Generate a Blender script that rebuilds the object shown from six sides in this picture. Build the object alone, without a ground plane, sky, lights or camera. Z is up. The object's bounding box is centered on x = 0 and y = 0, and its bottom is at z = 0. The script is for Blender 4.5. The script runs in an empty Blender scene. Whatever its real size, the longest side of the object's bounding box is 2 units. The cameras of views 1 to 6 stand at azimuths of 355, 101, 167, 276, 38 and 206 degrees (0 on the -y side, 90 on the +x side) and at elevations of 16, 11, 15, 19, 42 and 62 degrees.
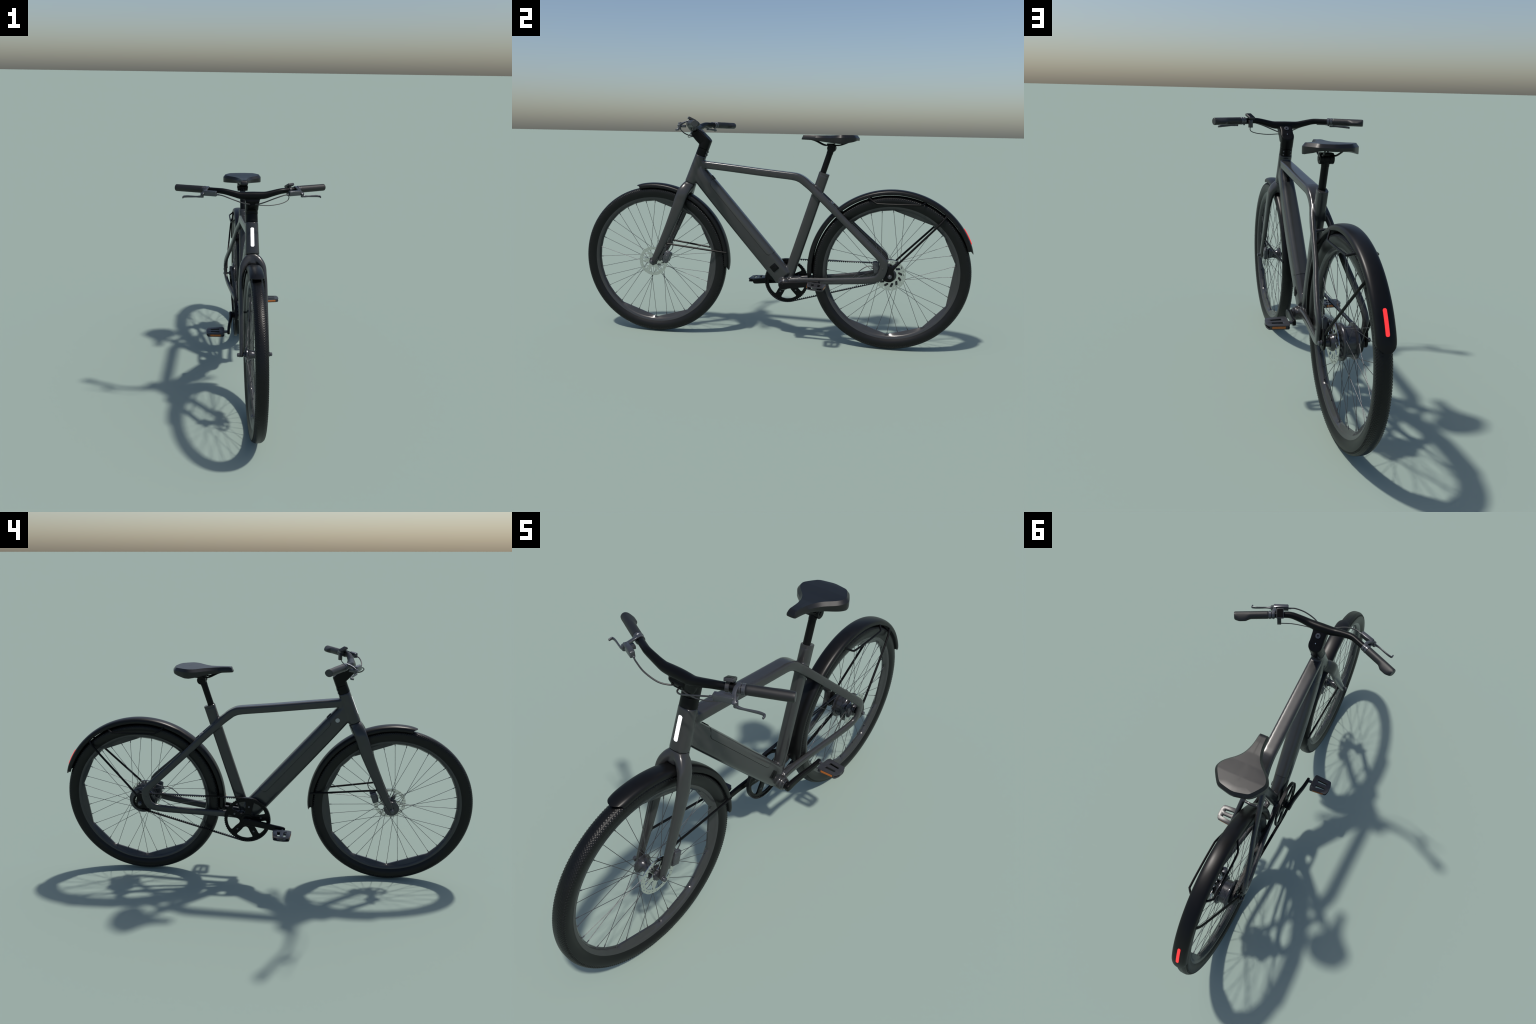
import bpy, bmesh, math, random
import numpy as np
from mathutils import Vector, Matrix
from mathutils.bvhtree import BVHTree

random.seed(7)
PI = math.pi
V = Vector

# ------------------------------------------------------------------ materials
def material(name, color, rough=0.4, metal=0.0, coat=0.0, coat_rough=0.1, grain=0.06,
             grain_scale=25.0, bump=0.0, bump_scale=400.0, spec=0.5, emit=None):
    m = bpy.data.materials.new(name)
    m.use_nodes = True
    nt = m.node_tree
    b = nt.nodes["Principled BSDF"]
    tc = nt.nodes.new("ShaderNodeTexCoord")
    nz = nt.nodes.new("ShaderNodeTexNoise")
    nz.inputs["Scale"].default_value = grain_scale
    nz.inputs["Detail"].default_value = 4
    nt.links.new(tc.outputs["Object"], nz.inputs["Vector"])
    ramp = nt.nodes.new("ShaderNodeValToRGB")
    lo = [c * (1 - grain) for c in color]
    hi = [c * (1 + grain) for c in color]
    ramp.color_ramp.elements[0].position = 0.3
    ramp.color_ramp.elements[1].position = 0.7
    ramp.color_ramp.elements[0].color = (*lo, 1)
    ramp.color_ramp.elements[1].color = (*hi, 1)
    nt.links.new(nz.outputs["Fac"], ramp.inputs["Fac"])
    nt.links.new(ramp.outputs["Color"], b.inputs["Base Color"])
    mr = nt.nodes.new("ShaderNodeMapRange")
    mr.inputs["To Min"].default_value = rough * 0.92
    mr.inputs["To Max"].default_value = rough * 1.08
    nt.links.new(nz.outputs["Fac"], mr.inputs["Value"])
    nt.links.new(mr.outputs["Result"], b.inputs["Roughness"])
    b.inputs["Metallic"].default_value = metal
    b.inputs["Coat Weight"].default_value = coat
    b.inputs["Coat Roughness"].default_value = coat_rough
    b.inputs["Specular IOR Level"].default_value = spec
    if bump:
        n2 = nt.nodes.new("ShaderNodeTexNoise")
        n2.inputs["Scale"].default_value = bump_scale
        n2.inputs["Detail"].default_value = 3
        nt.links.new(tc.outputs["Object"], n2.inputs["Vector"])
        bp = nt.nodes.new("ShaderNodeBump")
        bp.inputs["Strength"].default_value = bump
        bp.inputs["Distance"].default_value = 0.001
        nt.links.new(n2.outputs["Fac"], bp.inputs["Height"])
        nt.links.new(bp.outputs["Normal"], b.inputs["Normal"])
    if emit:
        b.inputs["Emission Color"].default_value = (*emit, 1)
        b.inputs["Emission Strength"].default_value = 1.0
    return m

M_FRAME = material("grey_frame_paint", (0.0285, 0.029, 0.0295), 0.23, grain=0.03)
M_COVER = material("grey_battery_cover", (0.0355, 0.037, 0.0365), 0.23, grain=0.03)
M_BLACK = material("satin_black_paint", (0.0030, 0.0030, 0.0032), 0.36, grain=0.08, spec=0.15)
M_FENDER = material("satin_black_plastic", (0.0040, 0.0040, 0.0042), 0.36, grain=0.10, spec=0.24)
M_TYRE = material("tyre_rubber", (0.0045, 0.0048, 0.0050), 0.36, grain=0.15, grain_scale=120, bump=0.05, spec=0.25)
M_RIM = material("anodised_rim", (0.030, 0.031, 0.032), 0.22, grain=0.05)
M_GRIP = material("grip_rubber", (0.0085, 0.0083, 0.0083), 0.50, grain=0.12, bump=0.25, bump_scale=700)
M_GRIPCAP = material("grip_end_cap", (0.035, 0.037, 0.037), 0.45)
M_SADDLE = material("saddle_cover", (0.0060, 0.0060, 0.0062), 0.36, grain=0.06, spec=0.42)
M_LEVER = material("dark_anodised_metal", (0.085, 0.088, 0.096), 0.28, metal=0.6, grain=0.05)
M_STEEL = material("polished_steel", (0.66, 0.66, 0.63), 0.16, metal=1.0, grain=0.03)
M_SPOKE = material("spoke_steel", (0.10, 0.10, 0.105), 0.30, metal=0.7)
M_HUB = material("hub_metal", (0.060, 0.061, 0.066), 0.22, metal=0.6, grain=0.05)
M_PEDAL = material("pedal_plastic", (0.030, 0.030, 0.032), 0.34, grain=0.06)
M_ORANGE = material("amber_reflector", (0.42, 0.115, 0.012), 0.30, grain=0.10, grain_scale=200)
M_CABLE = material("cable_sheath", (0.030, 0.030, 0.031), 0.40)
M_SCREEN = material("display_glass", (0.001, 0.001, 0.001), 0.40, spec=0.1)
M_BADGE = material("badge_silver", (0.33, 0.34, 0.33), 0.40, metal=0.2)
M_HEADLIGHT = material("headlight_glow", (0.9, 0.9, 0.9), 0.4, emit=(1.0, 1.0, 1.0))
M_TAILLIGHT = material("taillight_glow", (0.05, 0.002, 0.002), 0.4, emit=(1.0, 0.042, 0.046))
M_BELT = material("belt_rubber", (0.0045, 0.0045, 0.005), 0.36, spec=0.25)

# ------------------------------------------------------------------ object helpers
COL = bpy.context.scene.collection

def empty(name, parent=None, loc=(0, 0, 0)):
    o = bpy.data.objects.new(name, None)
    o.empty_display_size = 0.05
    COL.objects.link(o)
    o.location = loc
    if parent:
        o.parent = parent
        o.matrix_parent_inverse = Matrix.Identity(4)
    return o

def smooth_by_angle(me, angle=35):
    for p in me.polygons:
        p.use_smooth = True
    me.set_sharp_from_angle(angle=math.radians(angle))

def to_object(name, bm, mat, parent=None, angle=35, stuff=False):
    bmesh.ops.recalc_face_normals(bm, faces=bm.faces)
    me = bpy.data.meshes.new(name)
    bm.to_mesh(me)
    bm.free()
    smooth_by_angle(me, angle)
    me.materials.append(mat)
    o = bpy.data.objects.new(name, me)
    COL.objects.link(o)
    if parent:
        o.parent = parent
    if stuff:
        o["kind"] = "stuff"
    return o

def catmull(pts, n):
    """resample rows (any number of columns) with a Catmull-Rom curve, n steps per span"""
    P = np.array(pts, float)
    if len(P) == 2:
        t = np.linspace(0, 1, n + 1)[:, None]
        return P[0] * (1 - t) + P[1] * t
    ext = np.vstack([2 * P[0] - P[1], P, 2 * P[-1] - P[-2]])
    out = []
    for i in range(1, len(ext) - 2):
        p0, p1, p2, p3 = ext[i - 1:i + 3]
        for k in range(n):
            t = k / n
            out.append(0.5 * ((2 * p1) + (-p0 + p2) * t + (2 * p0 - 5 * p1 + 4 * p2 - p3) * t * t
                              + (-p0 + 3 * p1 - 3 * p2 + p3) * t ** 3))
    out.append(P[-1])
    return np.array(out)

def bridge(bm, ra, rb):
    n = len(ra)
    for i in range(n):
        bm.faces.new((ra[i], ra[(i + 1) % n], rb[(i + 1) % n], rb[i]))

def cap(bm, ring):
    c = V((0, 0, 0))
    for v in ring:
        c += v.co
    cv = bm.verts.new(c / len(ring))
    n = len(ring)
    for i in range(n):
        bm.faces.new((ring[i], ring[(i + 1) % n], cv))

def sweep(bm, rows, hint=(1, 0, 0), expo=2.0, res=28, n=8, caps=True, plain=False):
    """rows: (x,y,z,a,b) path points with half sizes a (along hint) and b (across);
    superellipse cross-section with exponent expo (2 round, 4+ boxy)"""
    R = np.array(rows, float) if plain else catmull(rows, n)
    P = R[:, :3]
    rings = []
    for i in range(len(R)):
        t = P[min(i + 1, len(P) - 1)] - P[max(i - 1, 0)]
        t = V(t).normalized()
        s = V(hint)
        s = (s - t * s.dot(t)).normalized()
        u = t.cross(s)
        a, b = R[i, 3], R[i, 4]
        ring = []
        for k in range(res):
            th = 2 * PI * (k + 0.5) / res
            c, sn = math.cos(th), math.sin(th)
            cx = math.copysign(abs(c) ** (2 / expo), c)
            sy = math.copysign(abs(sn) ** (2 / expo), sn)
            ring.append(bm.verts.new(V(P[i]) + s * (a * cx) + u * (b * sy)))
        rings.append(ring)
    for ra, rb in zip(rings, rings[1:]):
        bridge(bm, ra, rb)
    if caps:
        cap(bm, rings[0])
        cap(bm, rings[-1])
    return rings

def wire(bm, pts, r, n=8, res=10, hint=None):
    P = catmull(pts, n)
    t = V(P[-1] - P[0]).normalized()
    h = hint or ((1, 0, 0) if abs(t.x) < 0.8 else (0, 0, 1))
    sweep(bm, [(*p, r, r) for p in P], hint=h, res=res, plain=True)

def lathe_x(bm, prof, cy, cz, seg=64, close=True):
    """prof: list of (x, radius) turned about the x axis through (cy, cz)"""
    rings = []
    for x, r in prof:
        if r < 1e-6:
            rings.append([bm.verts.new((x, cy, cz))])
        else:
            rings.append([bm.verts.new((x, cy + r * math.cos(2 * PI * k / seg), cz + r * math.sin(2 * PI * k / seg)))
                          for k in range(seg)])
    for ra, rb in zip(rings, rings[1:]):
        if len(ra) == 1 and len(rb) == 1:
            continue
        if len(ra) == 1:
            for k in range(seg):
                bm.faces.new((ra[0], rb[k], rb[(k + 1) % seg]))
        elif len(rb) == 1:
            for k in range(seg):
                bm.faces.new((ra[k], ra[(k + 1) % seg], rb[0]))
        else:
            bridge(bm, ra, rb)
    if close and len(rings[0]) > 1 and len(rings[-1]) > 1:
        cap(bm, rings[0])
        cap(bm, rings[-1])

def rod(bm, a, b, r, res=20, chamfer=0.0):
    a, b = V(a), V(b)
    t = (b - a).normalized()
    h = (1, 0, 0) if abs(t.x) < 0.8 else (0, 0, 1)
    c = min(chamfer, (b - a).length * 0.4)
    if c > 0:
        rows = [(*a, r - c, r - c), (*(a + t * c), r, r), (*(b - t * c), r, r), (*b, r - c, r - c)]
    else:
        rows = [(*a, r, r), (*b, r, r)]
    sweep(bm, rows, hint=h, res=res, plain=True)

def box(bm, centre, axes, half, bev=0.002, seg=2):
    """rounded box; axes: 3 direction vectors, half: 3 half sizes"""
    b2 = bmesh.new()
    bmesh.ops.create_cube(b2, size=2.0)
    for v in b2.verts:
        v.co = V((v.co.x * half[0], v.co.y * half[1], v.co.z * half[2]))
    if bev > 0:
        bmesh.ops.bevel(b2, geom=b2.edges[:], offset=bev, segments=seg, affect='EDGES', profile=0.5)
    A = Matrix((axes[0], axes[1], axes[2])).transposed()
    c = V(centre)
    vm = {}
    for v in b2.verts:
        vm[v] = bm.verts.new(c + A @ v.co)
    for f in b2.faces:
        bm.faces.new([vm[v] for v in f.verts])
    b2.free()

def plate(bm, outlines, thick, to_world, bevel=0.0):
    """flat part cut from sheet: 2D outlines (first outer, the rest holes), extruded by thick"""
    cu = bpy.data.curves.new("tmp_plate", 'CURVE')
    cu.dimensions = '2D'
    cu.fill_mode = 'BOTH'
    cu.extrude = max(thick / 2 - bevel, 1e-5)
    cu.bevel_depth = bevel
    cu.bevel_resolution = 1
    cu.offset = -bevel
    for ol in outlines:
        sp = cu.splines.new('POLY')
        sp.points.add(len(ol) - 1)
        for p, q in zip(sp.points, ol):
            p.co = (q[0], q[1], 0, 1)
        sp.use_cyclic_u = True
    ob = bpy.data.objects.new("tmp_plate", cu)
    COL.objects.link(ob)
    dg = bpy.context.evaluated_depsgraph_get()
    me = bpy.data.meshes.new_from_object(ob.evaluated_get(dg))
    vs = [bm.verts.new(to_world(v.co)) for v in me.vertices]
    for p in me.polygons:
        try:
            bm.faces.new([vs[i] for i in p.vertices])
        except ValueError:
            pass
    bpy.data.objects.remove(ob)
    bpy.data.curves.remove(cu)
    bpy.data.meshes.remove(me)
    bmesh.ops.remove_doubles(bm, verts=vs, dist=1e-6)

def circle(cx, cy, r, n=48, ph=0.0):
    return [(cx + r * math.cos(ph + 2 * PI * k / n), cy + r * math.sin(ph + 2 * PI * k / n)) for k in range(n)]

def round_poly(pts, r, seg=5):
    """round the corners of a polygon"""
    out = []
    n = len(pts)
    for i in range(n):
        p = V((*pts[i], 0))
        a = V((*pts[i - 1], 0)) - p
        b = V((*pts[(i + 1) % n], 0)) - p
        d = min(r, a.length * 0.45, b.length * 0.45)
        p1, p2 = p + a.normalized() * d, p + b.normalized() * d
        for k in range(seg + 1):
            t = k / seg
            q = p1 * (1 - t) ** 2 + p * 2 * t * (1 - t) + p2 * t * t
            out.append((q.x, q.y))
    return out

def fuse(bm, voxel, smooth, factor=0.5):
    """fuse overlapping closed pieces to one skin with filleted joints"""
    me = bpy.data.meshes.new("tmp_fuse")
    bmesh.ops.recalc_face_normals(bm, faces=bm.faces)
    bm.to_mesh(me)
    bm.free()
    ob = bpy.data.objects.new("tmp_fuse", me)
    COL.objects.link(ob)
    md = ob.modifiers.new("r", 'REMESH')
    md.mode = 'VOXEL'
    md.voxel_size = voxel
    md.use_smooth_shade = True
    if smooth:
        sm = ob.modifiers.new("s", 'SMOOTH')
        sm.factor = factor
        sm.iterations = smooth
    dg = bpy.context.evaluated_depsgraph_get()
    out = bpy.data.meshes.new_from_object(ob.evaluated_get(dg))
    bpy.data.objects.remove(ob)
    bpy.data.meshes.remove(me)
    return out

def split_regions(me, classify, names, mats, parent):
    """cut one skin into named objects that keep the whole skin's vertex normals"""
    nv = len(me.vertices)
    co = np.empty(nv * 3)
    me.vertices.foreach_get("co", co)
    co = co.reshape(-1, 3)
    nor = np.empty(nv * 3)
    me.vertices.foreach_get("normal", nor)
    nor = nor.reshape(-1, 3)
    ne = len(me.edges)
    ed = np.empty(ne * 2, int)
    me.edges.foreach_get("vertices", ed)
    ed = ed.reshape(-1, 2)
    for _ in range(6):                      # even out the shading of the fused skin
        acc = nor * 1.0
        np.add.at(acc, ed[:, 0], nor[ed[:, 1]])
        np.add.at(acc, ed[:, 1], nor[ed[:, 0]])
        nor = acc / np.linalg.norm(acc, axis=1, keepdims=True)
    faces = [tuple(p.vertices) for p in me.polygons]
    cen = np.array([co[list(f)].mean(axis=0) for f in faces])
    lab = classify(cen)
    made = []
    for i, nm in enumerate(names):
        idx = np.nonzero(lab == i)[0]
        if len(idx) == 0:
            continue
        used = {}
        fl = []
        for f in idx:
            fl.append([used.setdefault(v, len(used)) for v in faces[f]])
        order = list(used.keys())
        m2 = bpy.data.meshes.new(nm)
        m2.from_pydata(co[order].tolist(), [], fl)
        for p in m2.polygons:
            p.use_smooth = True
        m2.normals_split_custom_set_from_vertices(nor[order].tolist())
        m2.materials.append(mats[i] if isinstance(mats, (list, tuple)) else mats)
        o = bpy.data.objects.new(nm, m2)
        COL.objects.link(o)
        o.parent = parent
        made.append(o)
    bpy.data.meshes.remove(me)
    return made

# ------------------------------------------------------------------ main dimensions (metres)
WR = 0.387                       # wheel radius
FA = V((0, -0.612, 0.387))       # front axle
RA = V((0, 0.612, 0.387))        # rear axle
BB = V((0, 0.0865, 0.3075))      # crank axle
X = V((1, 0, 0))

bike = empty("bicycle")
bike["label"] = "matte dark grey city e-bike with black mudguards"
bike["category"] = "bicycle"

# ------------------------------------------------------------------ frame
frame = empty("frame", bike)
dt_d = V((0, 0.672, -0.741))     # down tube direction and normal
dt_n = V((0, 0.741, 0.672))
def dtp(s, off, x=0.0):
    return V((x, 0, 0)) + dt_d * s + dt_n * off

bm = bmesh.new()
# head tube, flaring a little to the crown
sweep(bm, [(0, -0.3625, 0.942, .0300, .0275), (0, -0.385, 0.886, .0308, .0280), (0, -0.403, 0.840, .0320, .0285),
           (0, -0.4180, 0.803, .0330, .0290)], expo=2.6, res=48)
# down tube with the battery inside
DT_S = [-0.905, -0.86, -0.78, -0.65, -0.50, -0.30, -0.195]      # stations along the tube
DT_OFF = [0.296, 0.2955, 0.294, 0.2918, 0.289, 0.286, 0.285]     # offset of its centre line
DT_A = [.0265, .0300, .0338, .0362, .0368, .0345, .0315]         # half width
DT_B = [.0400, .0430, .0450, .0464, .0474, .0482, .0482]         # half height
sweep(bm, [(*dtp(q, o), a, b) for q, o, a, b in zip(DT_S, DT_OFF, DT_A, DT_B)], expo=3.3, res=48)
# top tube running on into the two seat stays
sweep(bm, [(0, -0.352, 0.896, .0270, .0185), (0, -0.22, 0.8835, .0275, .0185), (0, -0.05, 0.866, .0285, .0183),
           (0, 0.085, 0.8535, .0290, .0184), (0, 0.118, 0.8500, .0290, .0188), (0, 0.142, 0.8445, .0290, .0190), (0, 0.172, 0.8285, .0290, .0186),
           (0, 0.205, 0.8015, .0290, .0178)], expo=7.0, res=64)
for sx in (1, -1):
    sweep(bm, [(sx * .0165, 0.165, 0.832, .0125, .0185), (sx * .0190, 0.205, 0.8015, .0122, .0185),
               (sx * .0290, 0.245, 0.7665, .0110, .0178), (sx * .0370, 0.285, 0.7305, .0103, .0175),
               (sx * .0545, 0.40, 0.6255, .0095, .0168), (sx * .0700, 0.47, 0.5610, .0092, .0165),
               (sx * .0820, 0.530, 0.5070, .0092, .0172), (sx * .0860, 0.562, 0.4770, .0092, .0180),
               (sx * .0870, 0.5775, 0.4570, .0092, .0190), (sx * .0870, 0.5810, 0.4400, .0092, .0195),
               (sx * .0865, 0.5780, 0.4150, .0092, .0195), (sx * .0850, 0.5700, 0.3930, .0092, .0195),
               (sx * .0825, 0.5580, 0.3790, .0092, .0185), (sx * .0790, 0.5380, 0.3690, .0092, .0176),
               (sx * .0720, 0.49, 0.3590, .0092, .0172), (sx * .0580, 0.40, 0.3475, .0095, .0165),
               (sx * .0430, 0.30, 0.3370, .0105, .0165), (sx * .0280, 0.18, 0.3270, .0120, .0170),
               (sx * .0240, 0.11, 0.3200, .0130, .0180)], expo=3.6, res=32)
# seat tube
sweep(bm, [(0, 0.098, 0.325, .0215, .0265), (0, 0.180, 0.585, .0215, .0267), (0, 0.2665, 0.862, .0215, .0267)],
      expo=3.2, res=40)
# bottom bracket shell
lathe_x(bm, [(-.050, .0275), (-.0475, .0295), (.0475, .0295), (.050, .0275)], BB.y, BB.z)
# bridge between the stays, over the tyre
wire(bm, [(-.041, .303, .714), (-.028, .311, .720), (0, .316, .724), (.028, .311, .720), (.041, .303, .714)], .0065, hint=(0, 0, 1))
skin = fuse(bm, 0.0027, 5)
SKIN = BVHTree.FromPolygons([v.co.copy() for v in skin.vertices], [tuple(p.vertices) for p in skin.polygons])

segs = [  # centre lines used to tell the tubes apart: (index, p, q, radius weight)
    (0, (0, -0.362, 0.942), (0, -0.418, 0.803), .030),
    (1, tuple(dtp(-0.80, .29)), tuple(dtp(-0.22, .285)), .045),
    (2, (0, -0.30, 0.892), (0, 0.15, 0.842), .028),
    (3, (0, 0.115, 0.385), (0, 0.267, 0.862), .027),
    (4, (.020, 0.20, .803), (.0865, .575, .44), .018), (4, (-.020, 0.20, .803), (-.0865, .575, .44), .018),
    (5, (.025, 0.15, .325), (.084, .57, .392), .018), (5, (-.025, 0.15, .325), (-.084, .57, .392), .018),
    (6, (-.05, BB.y, BB.z), (.05, BB.y, BB.z), .033)]
def which_tube(c):
    best = np.full(len(c), 1e9)
    lab = np.zeros(len(c), int)
    for i, p, q, r in segs:
        p, q = np.array(p), np.array(q)
        d = q - p
        t = np.clip(((c - p) @ d) / (d @ d), 0, 1)
        dist = np.linalg.norm(c - (p + t[:, None] * d), axis=1) / r
        m = dist < best
        best[m] = dist[m]
        lab[m] = i
    return lab
split_regions(skin, which_tube, ["head_tube", "down_tube", "top_tube", "seat_tube", "seat_stay", "chain_stay",
                                 "bottom_bracket"], M_FRAME, frame)

# battery cover: saddle-shaped shell over the upper half of the down tube, and a slightly larger black shell that shows as a thin dark line round it
def cover_shell(name, mat, s0, s1, low0, proud):
    bm = bmesh.new()
    NS, NP = 70, 34
    outer, inner = [], []
    for i in range(NS + 1):
        s = s0 + (s1 - s0) * i / NS
        off, a, b = np.interp(s, DT_S, DT_OFF), np.interp(s, DT_S, DT_A), np.interp(s, DT_S, DT_B)
        e = min(i, NS - i) / NS * (s1 - s0)
        rr = 0.022
        low = low0 if e > rr else low0 + 0.45 * (1 - math.sqrt(max(0, 1 - ((rr - e) / rr) ** 2)))
        ex = 3.3
        la = math.asin(math.copysign(abs(low) ** (ex / 2), low))
        ro, ri = [], []
        for k in range(NP + 1):
            th = la + (PI - 2 * la) * k / NP
            c, sn = math.cos(th), math.sin(th)
            cx = math.copysign(abs(c) ** (2 / ex), c)
            sy = math.copysign(abs(sn) ** (2 / ex), sn)
            axis = dtp(s, off)
            q = dtp(s, off + b * sy, a * cx)
            dr = (q - axis).normalized()
            hit = SKIN.ray_cast(axis + dr * .09, -dr)[0]
            if hit is None or (hit - q).length > .006:
                hit = q
            ro.append(bm.verts.new(hit + dr * proud))
            ri.append(bm.verts.new(hit - dr * .0030))
        outer.append(ro)
        inner.append(ri)
    for A in (outer, inner):
        for ra, rb in zip(A, A[1:]):
            for k in range(NP):
                bm.faces.new((ra[k], ra[k + 1], rb[k + 1], rb[k]))
    for i in range(NS):
        for k in (0, NP):
            bm.faces.new((outer[i][k], outer[i + 1][k], inner[i + 1][k], inner[i][k]))
    for i in (0, NS):
        for k in range(NP):
            bm.faces.new((outer[i][k], outer[i][k + 1], inner[i][k + 1], inner[i][k]))
    return to_object(name, bm, mat, frame, 50)
cover_shell("battery_cover", M_COVER, -0.806, -0.326, 0.290, .0008)
cover_shell("cover_dark_line", M_BLACK, -0.8078, -0.3242, 0.262, .0003)
# latch of the battery, on top of the tube
bm = bmesh.new()
box(bm, dtp(-0.815, 0.3385), (X, dt_d, dt_n), (.008, .013, .0035), .0015)
to_object("battery_latch", bm, M_BLACK, frame)
# charging port cover and its raised lid on the right flank
bm = bmesh.new()
box(bm, dtp(-0.265, 0.286, .0318), (X, dt_d, dt_n), (.0035, .0185, .0185), .003)
box(bm, dtp(-0.259, 0.286, .0350), (X, dt_d, dt_n), (.0035, .0100, .0150), .002)
to_object("charging_port", bm, M_BLACK, frame)
# round badge on the left flank
bm = bmesh.new()
hx = SKIN.ray_cast(V((-.1, -.337, .817)), X)[0].x
lathe_x(bm, [(hx - .0010, 0), (hx - .0010, .0098), (hx - .0004, .0104), (hx + .004, .0104)], -0.337, 0.817, 40, close=False)
to_object("badge", bm, M_BADGE, frame)
# head light strip: follows the curved front of the head tube
bm = bmesh.new()
rings = []
for i in range(25):
    t = i / 24
    p = V((0, -0.4020, 0.9285)).lerp(V((0, -0.4335, 0.8460)), t)
    e = min(t, 1 - t) * 0.088
    w = 0.0078 if e > .004 else 0.0078 * (0.55 + 0.45 * math.sqrt(max(0, 1 - ((.004 - e) / .004) ** 2)))
    nrm = V((0, -0.93, 0.368))
    ring = []
    for k in range(9):
        u = -1 + 2 * k / 8
        x = w * u
        src = p + V((x, 0, 0)) + nrm * .03
        hit = SKIN.ray_cast(src, -nrm)[0]
        ring.append((hit or p) + nrm * 0.0004)
    for k in range(8, -1, -1):
        u = -1 + 2 * k / 8
        ring.append(p + V((w * u, 0, 0)) - nrm * 0.006)
    rings.append([bm.verts.new(q) for q in ring])
for ra, rb in zip(rings, rings[1:]):
    bridge(bm, ra, rb)
cap(bm, rings[0]); cap(bm, rings[-1])
to_object("headlight", bm, M_HEADLIGHT, frame)
# dropout plates (black) at both ends of the rear axle
for sx in (1, -1):
    bm = bmesh.new()
    ol = round_poly([(.578, .365), (.594, .425), (.607, .442), (.625, .430), (.634, .392), (.630, .368), (.612, .358)], .012)
    plate(bm, [ol], .008, lambda c, sx=sx: V((sx * .0775 + c.z, c.x, c.y)), .0012)
    to_object("dropout_plate", bm, M_BLACK, frame)
# small frame screws at the rear corner
for sx in (1, -1):
    for (y, z, xx) in ((.548, .484, .0945), (.576, .425, .0975), (.556, .386, .0905)):
        bm = bmesh.new()
        rod(bm, (sx * (xx - .006), y, z), (sx * xx, y, z), .0042, 16, .0008)
        to_object("frame_screw", bm, M_FRAME, frame)

# ------------------------------------------------------------------ fork
bm = bmesh.new()
sweep(bm, [(0, -0.4175, 0.8020, .0325, .0286), (0, -0.4230, 0.788, .0335, .0290), (0, -0.432, 0.766, .0360, .0290), (0, -0.436, 0.757, .0340, .0270)], expo=2.5, res=40)
for sx in (1, -1):
    sweep(bm, [(sx * .008, -0.424, 0.790, .020, .0270), (sx * .0270, -0.433, 0.776, .0200, .0288),
               (sx * .0450, -0.4465, 0.751, .0165, .0295), (sx * .0525, -0.461, 0.715, .0120, .0295),
               (sx * .0555, -0.474, 0.675, .0112, .0285),
               (sx * .0565, -0.514, 0.580, .0108, .0240), (sx * .0575, -0.555, 0.490, .0104, .0200),
               (sx * .0585, -0.590, 0.420, .0095, .0160), (sx * .0590, -0.606, 0.389, .0085, .0135),
               (sx * .0590, -0.612, 0.376, .0075, .0100)], expo=2.8, res=32)
skin = fuse(bm, 0.0024, 5)
def fork_part(c):
    return np.where(c[:, 2] > 0.735, 0, np.where(c[:, 0] > 0, 1, 2))
fork = empty("fork", bike)
split_regions(skin, fork_part, ["fork_crown", "fork_leg", "fork_leg"], M_FRAME, fork)

# ------------------------------------------------------------------ stem and handlebar, one moulding
ax = V((0, 0.360, 0.933)).normalized()         # steering axis, upward
bm = bmesh.new()
base = V((0, -0.3630, 0.9425))
# column up to the 45 degree top face: bisected
b2 = bmesh.new()
sweep(b2, [(*(base + ax * 0.0362), .0292, .0275), (*(base + ax * .06), .0298, .0275), (*(base + ax * 0.16), .0304, .0275)], expo=2.4, res=48)
top_n = V((0, 1, 1)).normalized()
bmesh.ops.bisect_plane(b2, geom=b2.verts[:] + b2.edges[:] + b2.faces[:], plane_co=V((0, -0.331, 1.0375)), plane_no=top_n, clear_outer=True)
bmesh.ops.holes_fill(b2, edges=[e for e in b2.edges if e.is_boundary])
vm = {v: bm.verts.new(v.co) for v in b2.verts}
for f in b2.faces:
    bm.faces.new([vm[v] for v in f.verts])
b2.free()
# neck leaning forward to the bar
sl = V((0, -1, 1)).normalized()
k0 = V((0, -0.331, 1.0375)) - top_n * 0.0265
sweep(bm, [(*(k0 - sl * .004), .0306, .0272), (*(k0 + sl * .025), .0304, .0270), (*(k0 + sl * .050), .0315, .0240),
           (*(k0 + sl * .064), .0340, .0170)], expo=7.0, res=56)
def bar_rows():
    half = [(0, -0.3890, 1.0750, .0195, .0180), (.030, -0.3893, 1.0750, .0188, .0176), (.050, -0.3900, 1.0757, .0175, .0170),
            (.064, -0.3903, 1.0778, .0163, .0160), (.085, -0.3890, 1.0832, .0150, .0148), (.118, -0.3850, 1.0912, .0138, .0136),
            (.132, -0.3825, 1.0938, .0134, .0132), (.146, -0.3785, 1.0950, .0130, .0130), (.165, -0.3700, 1.0952, .0127, .0127),
            (.185, -0.3607, 1.0952, .0126, .0126), (.235, -0.3370, 1.0950, .0126, .0126)]
    left = [(-r[0], *r[1:]) for r in half[::-1]]
    return left[:-1] + half
sweep(bm, bar_rows(), hint=(0, 1, 0), expo=2.2, res=32)
skin = fuse(bm, 0.0021, 6)
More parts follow.
